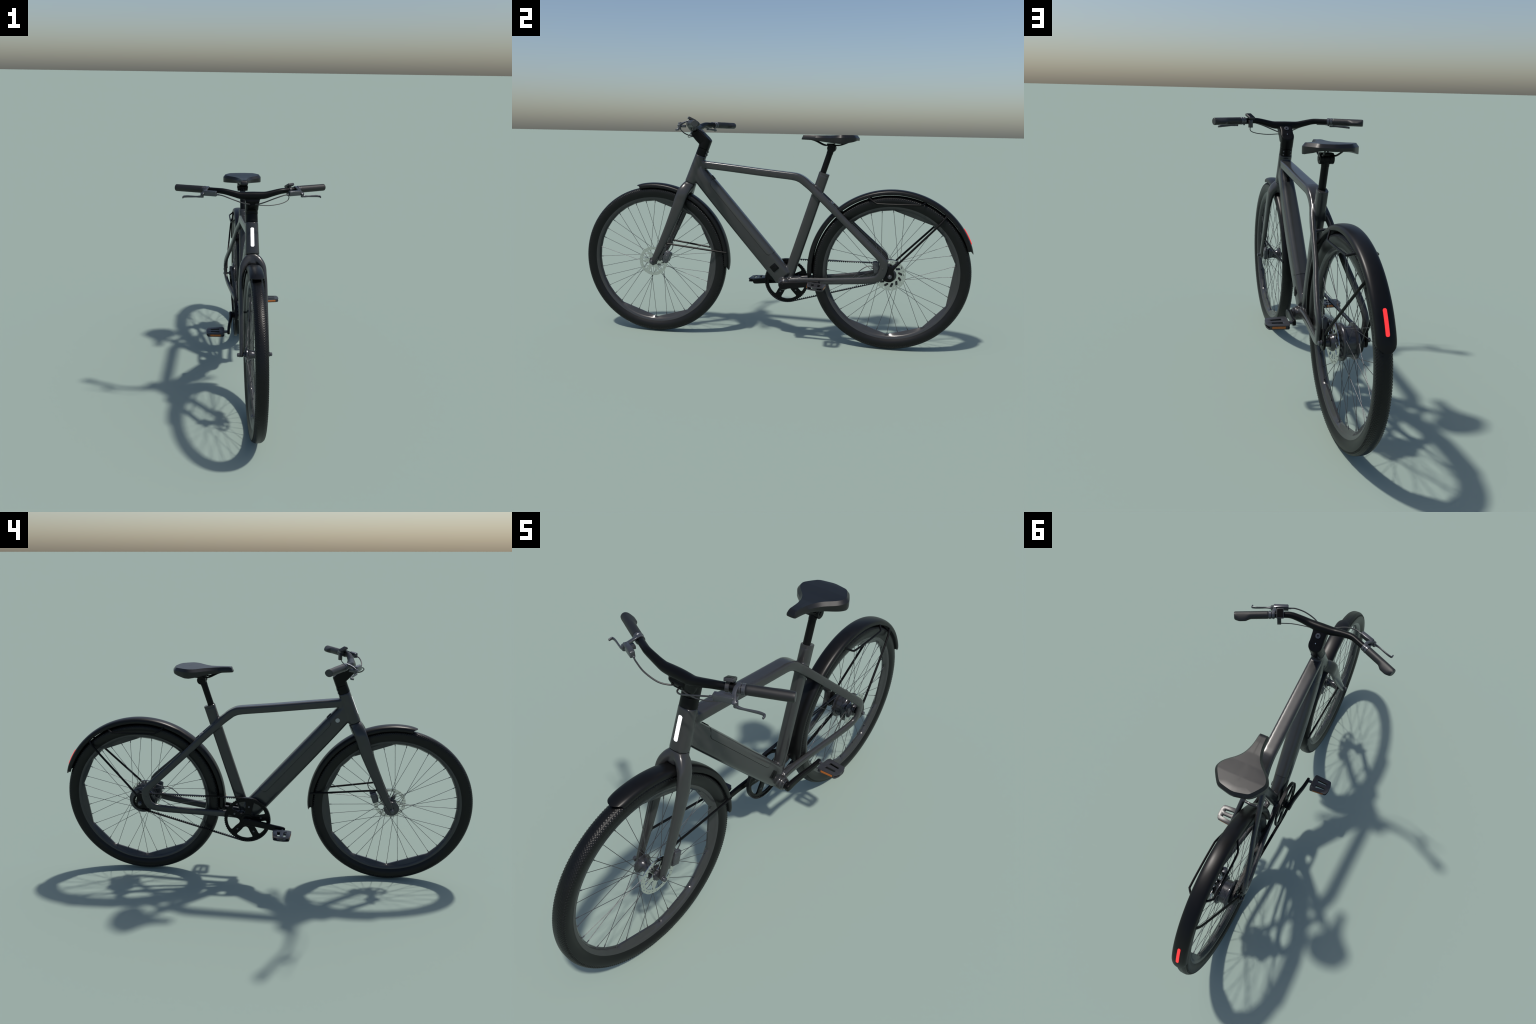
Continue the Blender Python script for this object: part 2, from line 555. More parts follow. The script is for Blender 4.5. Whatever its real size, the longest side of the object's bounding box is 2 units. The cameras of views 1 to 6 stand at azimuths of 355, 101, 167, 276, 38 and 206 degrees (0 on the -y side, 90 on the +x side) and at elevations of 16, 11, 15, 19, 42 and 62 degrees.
def bar_part(c):
    return np.where((np.abs(c[:, 0]) < 0.034) & (c[:, 1] + c[:, 2] * 0.9 < 0.5690 + 0.0) & (c[:, 1] > -0.385), 1,
                    np.where((np.abs(c[:, 0]) < 0.034) & (c[:, 2] < 1.055), 1, 0))
steer = empty("steering_assembly", bike)
split_regions(skin, bar_part, ["handlebar", "stem"], M_BLACK, steer)
# stem clamp ring under the stem, with slit and pinch bolts
bm = bmesh.new()
sweep(bm, [(*(base + ax * 0.0005), .0290, .0272), (*(base + ax * .018), .0287, .0270), (*(base + ax * 0.0360), .0285, .0269)], expo=2.4, res=48)
to_object("stem_clamp", bm, M_BLACK, steer, 50)
bk = V((0, ax.z, -ax.y))                        # backward from the column
bm = bmesh.new()
box(bm, base + ax * 0.018 + bk * 0.0268, (X, bk, ax), (.0011, .0012, .0170), .0003, 1)
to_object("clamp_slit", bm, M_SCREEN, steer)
for sx in (1, -1):
    for h in (.010, .026):
        bm = bmesh.new()
        c = base + ax * h + bk * 0.0225 + X * (sx * .0145)
        d = (bk + X * (sx * .55)).normalized()
        rod(bm, c, c + d * .0058, .0034, 14, .0008)
        to_object("clamp_bolt", bm, M_LEVER, steer)
# button and small sensor on the sloping top
bm = bmesh.new()
ol = round_poly(circle(0, 0, .0118, 8, PI / 8), .002, 3)
plate(bm, [ol, circle(0, 0, .0035, 20)], .0050, lambda c: V((c.x, 0, 0)) + V((0, -0.3545, 1.0610)) + sl * c.y + top_n * (c.z + .0008), .0006)
to_object("stem_button", bm, M_LEVER, steer)
bm = bmesh.new()
c = V((0.001, -0.331, 1.0375))
rod(bm, c - top_n * .002, c + top_n * .0012, .0024, 12, .0004)
to_object("stem_sensor", bm, M_STEEL, steer)

# grips, levers and their clamps, mirrored left and right
GU = V((.130, .062, -.001)).normalized()
GS = V((.2215, -.3435, 1.095))
for sx in (1, -1):
    mx = lambda p: V((p[0] * sx, p[1], p[2]))
    u = GU
    side = V((0, 0, 1)).cross(u).normalized()       # points to the rider (+y)
    if side.y < 0:
        side = -side
    up = V((0, 0, 1))
    L = 0.1400
    bm = bmesh.new()
    rings = []
    for i in range(41):
        t = i / 40
        d = t * L
        r = .0163 if t > .02 else .0150
        if t > .97:
            r = .0163 - (t - .97) / .03 * .0006
        w = max(0, min(1, (t - .50) / .20))
        w = w * w * (3 - 2 * w)
        if t > .84:
            w *= 1 - 0.85 * ((t - .84) / .16) ** 1.6
        ring = []
        for k in range(32):
            th = 2 * PI * k / 32
            c, s = math.cos(th), math.sin(th)
            back = r * c + (0.0105 * w * max(0, c) ** 1.2)
            vert = r * s * (1 - 0.18 * w * max(0, c))
            ring.append(bm.verts.new(mx(GS + u * d + side * back + up * (vert - .003 * w * max(0, c)))))
        rings.append(ring)
    for ra, rb in zip(rings, rings[1:]):
        bridge(bm, ra, rb)
    cap(bm, rings[0]); cap(bm, rings[-1])
    to_object("grip", bm, M_GRIP, steer, 50)
    bm = bmesh.new()
    e = GS + u * L
    rod(bm, mx(e - u * .002), mx(e + u * .0018), .0148, 32, .0008)
    to_object("grip_end_cap", bm, M_GRIPCAP, steer)
    bm = bmesh.new()
    rod(bm, mx(GS - u * .0125), mx(GS - u * .0006), .0168, 32, .0012)
    rod(bm, mx(GS - u * .0065), mx(GS - u * .0055), .0172, 32)
    to_object("grip_lock_ring", bm, M_LEVER, steer)
    # lever clamp round the bar
    bm = bmesh.new()
    rod(bm, mx(GS - u * .0265), mx(GS - u * .0140), .0160, 32, .001)
    c0 = GS - u * .020
    # strap reaching forward to the pivot
    sweep(bm, [(*mx(c0 + V((0, .004, .0135))), .0065, .0028), (*mx(c0 + V((.001, -.014, .0120))), .0065, .0032),
               (*mx(c0 + V((.010, -.034, .0020))), .0065, .0045), (*mx(c0 + V((.022, -.048, -.0090))), .0070, .0055),
               (*mx(c0 + V((.025, -.053, -.0140))), .0060, .0050)],
          hint=tuple(mx(u)), expo=4, res=20)
    rod(bm, mx(V((.2290, -.397, 1.068))), mx(V((.2290, -.397, 1.089))), .0075, 20, .001)
    rod(bm, mx(GS - u * .0205 - up * .0155 + side * .003), mx(GS - u * .0205 - up * .020 + side * .003), .004, 14, .0008)
    to_object("lever_clamp", bm, M_LEVER, steer)
    # fluid reservoir
    bm = bmesh.new()
    a, b = V((.1640, -.4185, 1.0880)), V((.2225, -.3945, 1.0880))
    d = (b - a).normalized()
    n = V((-d.y, d.x, 0))
    box(bm, mx((a + b) / 2), (mx(d), mx(n), up), ((b - a).length / 2, .0088, .0110), .0030, 3)
    box(bm, mx((a + b) / 2 + up * .0112), (mx(d), mx(n), up), ((b - a).length / 2 - .002, .0078, .0012), .0008, 2)
    rod(bm, mx(a - d * .012 - up * .003), mx(a + d * .004 - up * .003), .0038, 14, .001)
    box(bm, mx(V((.2100, -.384, 1.083))), (mx(d), mx(n), up), (.012, .0120, .0060), .002, 2)
    for f in (.12, .88):
        q = a.lerp(b, f)
        rod(bm, mx(q + up * .0118), mx(q + up * .0134), .0017, 10)
    to_object("brake_reservoir", bm, M_LEVER, steer)
    # lever blade, hooked forward at the tip
    bm = bmesh.new()
    sweep(bm, [(*mx((.2250, -.398, 1.074)), .0058, .0055), (*mx((.2400, -.3985, 1.0725)), .0050, .0040), (*mx((.2560, -.3935, 1.0715)), .0038, .0030),
               (*mx((.2760, -.3850, 1.0705)), .0046, .0028), (*mx((.2960, -.3770, 1.0695)), .0052, .0028),
               (*mx((.3100, -.3735, 1.0680)), .0050, .0028), (*mx((.3145, -.3750, 1.0670)), .0047, .0030),
               (*mx((.3160, -.3830, 1.0655)), .0042, .0030), (*mx((.3165, -.3860, 1.0650)), .0036, .0024)],
          hint=(0, 0, 1), expo=2.6, res=20, n=6)
    to_object("brake_lever", bm, M_LEVER, steer, 50)

# display unit on the right side of the bar
DX = V((.9026, .4305, 0)).normalized()          # display sits square on the bent bar
fw = (V((.4305, -.9026, 0)) * .90 + V((0, 0, .436))).normalized()   # its face slopes down to the rider
un = DX.cross(fw) * -1
disp = empty("display", bike)
bm = bmesh.new()
dc = V((.1730, -.3545, 1.1150))
box(bm, dc, (DX, fw, un), (.0150, .0205, .0055), .0020, 3)
to_object("display_case", bm, M_PEDAL, disp)
bm = bmesh.new()
box(bm, dc + un * .0056, (DX, fw, un), (.0122, .0172, .0010), .0004, 1)
to_object("display_screen", bm, M_SCREEN, disp)
bm = bmesh.new()
rod(bm, V((.1675, -.3695, 1.0950)), V((.1785, -.3640, 1.0950)), .0152, 28, .001)
box(bm, V((.1730, -.3620, 1.1085)), (DX, V((-.4305, .9026, 0)), V((0, 0, 1))), (.0055, .007, .006), .001)
box(bm, V((.1725, -.3440, 1.0820)), (DX, V((-.4305, .9026, 0)), V((0, 0, 1))), (.0085, .0075, .0170), .002)
to_object("display_bracket", bm, M_PEDAL, disp)
# brake hoses and the display cable
for pts in (
    [(.156, -.4225, 1.085), (.135, -.432, 1.082), (.095, -.440, 1.070), (.050, -.437, 1.052), (.020, -.420, 1.040), (.010, -.395, 1.037), (.008, -.375, 1.036)],
    [(-.156, -.4225, 1.085), (-.135, -.432, 1.082), (-.095, -.440, 1.068), (-.050, -.433, 1.050), (-.022, -.415, 1.041), (-.010, -.395, 1.037), (-.008, -.375, 1.036)],
    [(.172, -.348, 1.068), (.173, -.354, 1.056), (.162, -.368, 1.045), (.130, -.388, 1.036), (.080, -.402, 1.031), (.035, -.404, 1.033), (.012, -.392, 1.034), (.006, -.375, 1.034)]):
    bm = bmesh.new()
    wire(bm, pts, .0020 if pts[0][1] > -.40 else .0028, n=10, res=10, hint=(0, 0, 1))
    to_object("cable", bm, M_CABLE, steer, 60)
bm = bmesh.new()
box(bm, V((0, -.393, 1.036)), (X, V((0, .6, .8)), V((0, -.8, .6))), (.016, .009, .006), .002)
for sx in (1, -1):
    rod(bm, (sx * .012, -.401, 1.041), (sx * .016, -.408, 1.043), .0036, 12)
to_object("cable_guide", bm, M_BLACK, steer)

# ------------------------------------------------------------------ seat post and saddle
seat = empty("saddle_assembly", bike)
pa = V((0, 0.2585, 0.862))
pd = V((0, .312, 1)).normalized()
bm = bmesh.new()
rod(bm, pa - pd * .03, pa + pd * .108, .0150, 32)
rod(bm, pa + pd * .106, pa + pd * .128, .0158, 32, .001)
to_object("seat_post", bm, M_BLACK, seat)
bm = bmesh.new()
ct = V((0, 0.2665, 0.862))
sweep(bm, [(*(ct - pd * .003), .0216, .0268), (*(ct + pd * .0080), .0214, .0266), (*(ct + pd * .0092), .0202, .0254)], expo=3.2, res=40, plain=True)
to_object("seat_clamp", bm, M_FRAME, seat, 40)
bm = bmesh.new()
hc = V((0, .3005, .9925))
lathe_x(bm, [(-.0285, 0), (-.0285, .0185), (-.0270, .0205), (-.0115, .0205), (-.0100, .0180), (.0100, .0180), (.0115, .0205), (.0270, .0205), (.0285, .0185), (.0285, 0)], hc.y, hc.z, 40, close=False)
rod(bm, hc + X * .0275, hc + X * .0305, .0075, 16, .001)
rod(bm, hc - X * .0275, hc - X * .0305, .0075, 16, .001)
box(bm, hc + V((0, -.004, .016)), (X, V((0, 1, 0)), V((0, 0, 1))), (.0260, .018, .006), .002)
to_object("seat_post_head", bm, M_BLACK, seat)
for sx in (1, -1):
    bm = bmesh.new()
    wire(bm, [(sx * .018, .195, 1.034), (sx * .020, .222, 1.026), (sx * .022, .262, 1.0075), (sx * .022, .285, 1.006), (sx * .022, .325, 1.006),
              (sx * .026, .350, 1.010), (sx * .033, .392, 1.028), (sx * .034, .405, 1.034)], .0035, n=6)
    to_object("saddle_rail", bm, M_BLACK, seat)
# saddle: outline in plan, wall, chamfer and dished top
plan = [(0, .1515), (.013, .1522), (.0190, .1555), (.0208, .163), (.0222, .190), (.0258, .215), (.0330, .240), (.0440, .262),
        (.0600, .282), (.0780, .299), (.0930, .315), (.1025, .331), (.1068, .349), (.1035, .365), (.0930, .3835), (.0780, .4050),
        (.0680, .4160), (.0560, .4225), (.0300, .4290), (.0100, .4330), (0, .4335)]
half = catmull(plan, 6)
loop = [(p[0], p[1]) for p in half] + [(-p[0], p[1]) for p in half[-2:0:-1]]
NL = len(loop)
def offset_loop(lp, d):
    out = []
    for i in range(len(lp)):
        a, b = V((*lp[i - 3], 0)), V((*lp[(i + 3) % len(lp)], 0))
        t = (b - a).normalized()
        dd = d * float(np.interp(lp[i][1], [.15, .19, .27], [.62, .62, 1.0]))
        out.append((lp[i][0] - t.y * dd, lp[i][1] + t.x * dd))
    return out
def ztop(y):
    return np.interp(y, [.15, .158, .170, .20, .25, .30, .36, .41, .44], [1.0470, 1.0515, 1.0540, 1.0540, 1.0525, 1.0535, 1.0560, 1.0565, 1.0545])
def zbot(y, x):
    return np.interp(y, [.15, .20, .28, .345, .365, .40, .425, .44], [1.0305, 1.0285, 1.0195, 1.0135, 1.0145, 1.0220, 1.0305, 1.0280])
bm = bmesh.new()
rings = []
def ring_of(lp, zf):
    r = [bm.verts.new((p[0], p[1], zf(p, q))) for p, q in zip(lp, loop)]
    rings.append(r)
chx = 0.0105
rings_spec = [
    (offset_loop(loop, .012), lambda p, q: zbot(q[1], q[0]) + .006),
    (offset_loop(loop, .004), lambda p, q: zbot(q[1], q[0]) + .0005),
    (offset_loop(loop, .0012), lambda p, q: zbot(q[1], q[0]) + .0005),
    (offset_loop(loop, .0002), lambda p, q: zbot(q[1], q[0]) + .003),
    (loop, lambda p, q: zbot(q[1], q[0]) * .5 + (ztop(q[1]) - .0140) * .5),
    (offset_loop(loop, .0002), lambda p, q: ztop(q[1]) - .0130),
    (offset_loop(loop, chx), lambda p, q: ztop(q[1]))]
for lp, zf in rings_spec:
    ring_of(lp, zf)
last = offset_loop(loop, chx)
for t in (.25, .5, .75, .97):
    lp = []
    for (x, y) in last:
        ys = min(max(y, .180), .375)
        lp.append((x * (1 - t), y + (ys - y) * t))
    rings.append([bm.verts.new((p[0], p[1], ztop(p[1]))) for p in lp])
for ra, rb in zip(rings, rings[1:]):
    bridge(bm, ra, rb)
bmesh.ops.remove_doubles(bm, verts=rings[-1], dist=.0006)
bmesh.ops.holes_fill(bm, edges=[e for e in bm.edges if e.is_boundary])
to_object("saddle", bm, M_SADDLE, seat, 30)

# ------------------------------------------------------------------ wheels
NT = 236                                  # tread lugs round the tyre
def tyre_mesh():
    seg = NT * 8
    prof = catmull([(-.0175, .331), (-.0215, .3385), (-.0258, .3470), (-.0278, .3570), (-.0276, .3665), (-.0250, .3752),
                    (-.0200, .3812), (-.0125, .3848), (-.0055, .3859), (0, .3861), (.0055, .3859), (.0125, .3848), (.0200, .3812),
                    (.0250, .3752), (.0276, .3665), (.0278, .3570), (.0258, .3470), (.0215, .3385), (.0175, .331)], 3)
    P = np.array(prof)
    # densify the tread
    d = np.concatenate([[0], np.cumsum(np.hypot(*np.diff(P, axis=0).T))])
    mid = d[-1] / 2
    arc = d - mid
    tread = 0.0330
    samp = np.concatenate([np.linspace(-mid, -tread - .001, 9), np.linspace(-tread, tread, 45), np.linspace(tread + .001, mid, 9)])
    px = np.interp(samp, arc, P[:, 0])
    pr = np.interp(samp, arc, P[:, 1])
    nx = np.gradient(pr, samp)
    nr = np.gradient(px, samp)
    nn = np.hypot(nx, nr)
    nx, nr = -nx / nn, nr / nn
    th = np.arange(seg) * 2 * PI / seg
    A, S = np.meshgrid(th, samp, indexing='ij')
    lug = np.cos(NT * A) * np.cos(2 * PI * S / .0108)
    lug = np.clip(lug * 2.2 + .25, 0, 1)
    edge = np.abs(S)
    amp = np.where(edge > tread, 0, np.where(edge < .0090, .0001, np.where(edge > .0265, .0016, .0006)))
    dimp = 0.00035 * np.clip((edge - .004) / .01, 0, 1) * (edge <= tread)
    D = amp * lug - dimp
    xx = px[None, :] + nx[None, :] * D
    rr = pr[None, :] + nr[None, :] * D
    co = np.stack([xx, rr * np.cos(A), rr * np.sin(A)], axis=-1)
    m = len(samp)
    # inner closing rings
    co = co.reshape(-1, 3)
    i = np.arange(seg)[:, None]
    j = np.arange(m)[None, :]
    jn = (j + 1) % m
    inn = (i + 1) % seg
    q = np.stack([i * m + j, inn * m + j, inn * m + jn, i * m + jn], axis=-1).reshape(-1, 4)
    me = bpy.data.meshes.new("tyre")
    me.from_pydata(co.tolist(), [], q.tolist())
    me.update()
    smooth_by_angle(me, 40)
    me.materials.append(M_TYRE)
    b = bmesh.new()
    b.from_mesh(me)
    bmesh.ops.recalc_face_normals(b, faces=b.faces)
    b.to_mesh(me)
    b.free()
    return me

# the rim's inner edge is an uneven polygon
RIM_ANG = [90, 52, 38, 12, -28, -57, -90, -128, -139, -149, -159, -169, -179, -189, -199, -209, -219, -229, -239, -249, -259, -270]
def rim_radius(deg, r):
    deg = deg % 360
    for a, b in zip(RIM_ANG, RIM_ANG[1:]):
        lo, hi = b % 360, a % 360
        if hi == 0 or hi < lo:
            hi += 360
        dd = deg if deg >= lo else deg + 360
        if lo <= dd <= hi:
            m = (lo + hi) / 2
            return r * math.cos(math.radians((hi - lo) / 2)) / math.cos(math.radians(dd - m))
    return r
def rim_mesh():
    bm = bmesh.new()
    seg = 360
    prof = [(.0170, .3395, 0), (.0190, .3370, 0), (.0188, .3345, 0), (.0182, .3310, 0), (.0165, .3260, 0), (.0140, .3205, 0),
            (.0125, .3190, 0.0), (.0110, .3180, 0.12), (.0040, .3135, 1.0)]
    full = prof + [(-x, r, w) for x, r, w in prof[::-1]]
    rings = []
    for x, r, w in full:
        ring = []
        for k in range(seg):
            dg = 360 * k / seg
            rp = rim_radius(dg, r)
            rr = r * (1 - w) + rp * w
            a = math.radians(dg)
            ring.append(bm.verts.new((x, rr * math.cos(a), rr * math.sin(a))))
        rings.append(ring)
    for ra, rb in zip(rings, rings[1:] + rings[:1]):
        bridge(bm, ra, rb)
    bmesh.ops.recalc_face_normals(bm, faces=bm.faces)
    me = bpy.data.meshes.new("rim")
    bm.to_mesh(me)
    bm.free()
    smooth_by_angle(me, 40)
    me.materials.append(M_RIM)
    return me

TYRE, RIM = tyre_mesh(), rim_mesh()
bm = bmesh.new()
rod(bm, (0, 0, 0), (0, 0, 1), 1.0, 8)
SPOKE = bpy.data.meshes.new("spoke")
bm.to_mesh(SPOKE); bm.free()
smooth_by_angle(SPOKE, 50)
SPOKE.materials.append(M_SPOKE)

def disc_plate(bm, x, cy, cz, rear):
    n = 6
    outl = []
    for k in range(144):                       # softly scalloped rim
        a = 2 * PI * k / 144
        r = .0765 - .0012 * max(0, math.cos(12 * a)) ** 2
        outl.append((r * math.cos(a), r * math.sin(a)))
    ols = [outl, circle(0, 0, .012, 32)]
    if not rear:
        for k in range(n):
            a0 = 2 * PI * k / n
            def pol(r, a): return (r * math.cos(a0 + a), r * math.sin(a0 + a))
            ols.append(round_poly([pol(.0600, .10), pol(.0615, .35), pol(.0615, .60), pol(.0600, .80), pol(.0280, .62), pol(.0270, .30)], .005))
            ols.append(round_poly([pol(.0600, .88), pol(.0600, 1.04), pol(.0400, .84)], .003))
            ols.append([pol(.0200 + .0038 * math.cos(t), .52 + .19 * math.sin(t)) for t in np.linspace(0, 2 * PI, 12, endpoint=False)])
        for k in range(24):
            a = 2 * PI * k / 24
            ols.append(circle((.0685 + .003 * (k % 2 - .5)) * math.cos(a), (.0685 + .003 * (k % 2 - .5)) * math.sin(a), .0022, 10))
    else:
        for k in range(12):
            a0 = 2 * PI * k / 12
            def pol(r, a): return (r * math.cos(a0 + a), r * math.sin(a0 + a))
            ols.append(round_poly([pol(.0575, .00), pol(.0600, .20), pol(.0440, .46), pol(.0380, .24)], .004))
            ols.append(round_poly([pol(.0640, .0), pol(.0725, .14), pol(.0725, .24), pol(.0640, .11)], .002))
            ols.append(circle(*pol(.0665, .38), .0022, 10))
    plate(bm, ols, .0024, lambda c: V((x + c.z, cy + c.x, cz + c.y)))

def build_wheel(c, rear):
    w = empty("wheel", bike)
    for nm, me in (("tyre", TYRE), ("rim", RIM)):
        o = bpy.data.objects.new(nm, me)
        COL.objects.link(o)
        o.parent = w
        o.location = c
    bm = bmesh.new()
    if rear:
        prof = [(-.062, 0), (-.062, .012), (-.045, .013), (-.0435, .030), (-.0425, .0480), (-.0405, .0590), (-.0370, .0650), (-.0330, .0665), (-.0295, .0655), (-.0280, .0590),
                (-.0260, .0545), (.0050, .0545), (.0070, .0580), (.0080, .0660), (.0120, .0675), (.0180, .0665), (.0235, .0620), (.0270, .0500),
                (.0310, .0400), (.0385, .0330), (.0500, .0300), (.0560, .0240), (.0580, .015), (.074, .013), (.074, 0)]
    else:
        prof = [(-.0500, 0), (-.0500, .011), (-.0450, .012), (-.0430, .0240), (-.0410, .0345), (-.0370, .0365), (-.0330, .0355), (-.0300, .0290),
                (-.0200, .0220), (-.0050, .0180), (.0120, .0180), (.0220, .0220), (.0240, .0300), (.0280, .0305), (.0300, .0240),
                (.0380, .0220), (.0480, .0200), (.0500, .010), (.0520, 0)]
    lathe_x(bm, prof, c.y, c.z, 72, close=False)
    to_object("hub", bm, M_HUB, w, 40)
    # axle with nuts
    bm = bmesh.new()
    e = .0965 if rear else .0800
    i0 = .0820 if rear else .0660
    rod(bm, c - X * (e - .008), c + X * (e - .008), .0055, 16)
    for sx in (1, -1):
        rod(bm, c + X * (sx * i0), c + X * (sx * (i0 + .004)), .0105, 24, .001)
        rod(bm, c + X * (sx * (i0 + .003)), c + X * (sx * e), .0085, 18, .0025)
    to_object("axle", bm, M_LEVER, w, 40)
    bm = bmesh.new()
    disc_plate(bm, .0435 if rear else .0410, c.y, c.z, rear)
    to_object("brake_disc", bm, M_STEEL, w, 30)
    if rear:
        bm = bmesh.new()
        lathe_x(bm, [(.0425, .030), (.0480, .030), (.0500, .028), (.0560, .026), (.0560, .012)], c.y, c.z, 48)
        to_object("disc_carrier", bm, M_HUB, w)
    else:
        bm = bmesh.new()
        for k in range(6):
            a = 2 * PI * k / 6 + .3
            rod(bm, c + V((.0410, .0195 * math.cos(a), .0195 * math.sin(a))), c + V((.0450, .0195 * math.cos(a), .0195 * math.sin(a))), .0040, 12, .0008)
        to_object("disc_bolts", bm, M_LEVER, w, stuff=True)
    # spokes: 18 per flange, alternately leading and trailing
    nips = bmesh.new()
    for sx in (1, -1):
        if rear:
            fx, fr, dev = (.0130, .0650, .62) if sx > 0 else (-.0330, .0640, .62)
        else:
            fx, fr, dev = (.0260, .0280, .95) if sx > 0 else (-.0370, .0335, .80)
        for k in range(18):
            ar = math.radians(20 * k + (90 if sx > 0 else 80))
            s = (-1 if k % 2 else 1) * (-1 if rear else 1)
            ah = ar + s * dev
            p = c + V((fx + s * .0015, fr * math.cos(ah), fr * math.sin(ah)))
            rr = rim_radius(math.degrees(ar), .3150)
            q = c + V((sx * .004, rr * math.cos(ar), rr * math.sin(ar)))
            d = q - p
            o = bpy.data.objects.new("spoke", SPOKE)
            COL.objects.link(o)
            o.parent = w
            o.matrix_basis = Matrix.Translation(p) @ d.to_track_quat('Z', 'Y').to_matrix().to_4x4() @ Matrix.Diagonal((.00105, .00105, d.length, 1))
            dn = d.normalized()
            rod(nips, q - dn * .012, q + dn * .003, .0020, 8)
    to_object("spoke_nipples", nips, M_SPOKE, w, stuff=True)
    return w

build_wheel(FA, False)
rw = build_wheel(RA, True)

# ------------------------------------------------------------------ mudguards
def mudguard(c, radius, a0, a1, name_parent):
    """arched shell over the tyre from angle a0 to a1 (degrees, from +y towards +z); both ends rounded"""
    bm = bmesh.new()
    N = 120
    arc = math.radians(a1 - a0) * .41
    prof = [(-.0334, -.0225), (-.0335, -.0160), (-.0316, -.0095), (-.0262, -.0046), (-.0185, -.0018), (-.0095, -.0004), (0, 0)]
    prof = prof + [(-x, d) for x, d in prof[-2::-1]]
    P = catmull(prof, 4)
    outer, inner = [], []
    for i in range(N + 1):
        t = i / N
        a = math.radians(a0 + (a1 - a0) * t)
        R = float(np.interp(math.degrees(a), *radius))
        e = min(t, 1 - t) * arc
        ease = 1.0 if e > .035 else math.sqrt(max(.0, 1 - ((.035 - e) / .035) ** 2)) * .25 + .75
        drop = 0.0 if e > .05 else .0030 * ((.05 - e) / .05) ** 2
        ro, ri = [], []
        for x, d in P:
            tip = abs(x) / .0338
            # sides shorten towards the ends so that the end reads round
            dd = d * ease
            back = (.022 * tip ** 2.2) * max(0, 1 - e / .06) ** 1.0
            aa = a + (back / R if t < .5 else -back / R)
            for lst, g in ((ro, 0), (ri, .0026)):
                r = R + dd - drop - g
                xx = x * (ease * .3 + .7) * (1 - g / .035)
                lst.append(bm.verts.new((xx, c.y + r * math.cos(aa), c.z + r * math.sin(aa))))
        outer.append(ro)
        inner.append(ri)
    m = len(P)
    for A in (outer, inner):
        for ra, rb in zip(A, A[1:]):
            for k in range(m - 1):
                bm.faces.new((ra[k], ra[k + 1], rb[k + 1], rb[k]))
    for i in range(N):
        for k in (0, m - 1):
            bm.faces.new((outer[i][k], outer[i + 1][k], inner[i + 1][k], inner[i][k]))
    for i in (0, N):
        for k in range(m - 1):
            bm.faces.new((outer[i][k], outer[i][k + 1], inner[i][k + 1], inner[i][k]))
    return to_object("mudguard", bm, M_FENDER, name_parent, 40)

fg = empty("mudguard_assembly", bike)
mudguard(FA, ([-5, 30, 90, 105], [.4050, .4085, .4085, .4070]), -4.5, 104.3, fg)
rg = empty("mudguard_assembly", bike)
mudguard(RA, ([17, 35, 55, 90, 130, 190], [.4085, .4115, .4135, .4155, .4155, .4140]), 17.0, 187.5, rg)
for sx in (1, -1):
    bm = bmesh.new()
    wire(bm, [(sx * .0290, -.226, .4515), (sx * .0340, -.245, .4530), (sx * .0560, -.530, .4860), (sx * .0590, -.545, .4880)], .0048, n=6)
    rod(bm, (sx * .050, -.540, .487), (sx * .062, -.540, .487), .0055, 14, .001)
    to_object("mudguard_stay", bm, M_BLACK, fg)
    bm = bmesh.new()
    wire(bm, [(sx * .0290, .862, .688), (sx * .0365, .850, .668), (sx * .0450, .815, .628), (sx * .0700, .665, .469), (sx * .0740, .636, .436), (sx * .0745, .622, .418)], .0052, n=6)
    to_object("mudguard_stay", bm, M_BLACK, rg)
    bm = bmesh.new()
    wire(bm, [(sx * .0280, .484, .766), (sx * .0350, .496, .757), (sx * .0495, .524, .7390), (sx * .0530, .545, .7345), (sx * .0545, .64, .7345),
              (sx * .0535, .728, .7355), (sx * .0505, .742, .7360), (sx * .0280, .766, .7490)], .0044, n=6)
    to_object("luggage_rail", bm, M_BLACK, rg)
# tail light set into the rear mudguard
bm = bmesh.new()
rings = []
for i in range(21):
    t = i / 20
    a = math.radians(35.6 + (24.0 - 35.6) * t)
    e = min(t, 1 - t) * .085
    w = .0058 if e > .005 else .0058 * (.55 + .45 * math.sqrt(max(0, 1 - ((.005 - e) / .005) ** 2)))
    ring = []
    for k in range(9):
        x = w * (-1 + k / 4)
        r = .4105 + .0015 * (1 - t) + .0026 - x * x * 5
        ring.append(bm.verts.new((x, RA.y + r * math.cos(a), RA.z + r * math.sin(a))))
    for k in range(8, -1, -1):
        x = w * (-1 + k / 4)
        r = .4105 + .0015 * (1 - t) - .0010
        ring.append(bm.verts.new((x, RA.y + r * math.cos(a), RA.z + r * math.sin(a))))
    rings.append(ring)
for ra, rb in zip(rings, rings[1:]):
    bridge(bm, ra, rb)
cap(bm, rings[0]); cap(bm, rings[-1])
to_object("taillight", bm, M_TAILLIGHT, rg)

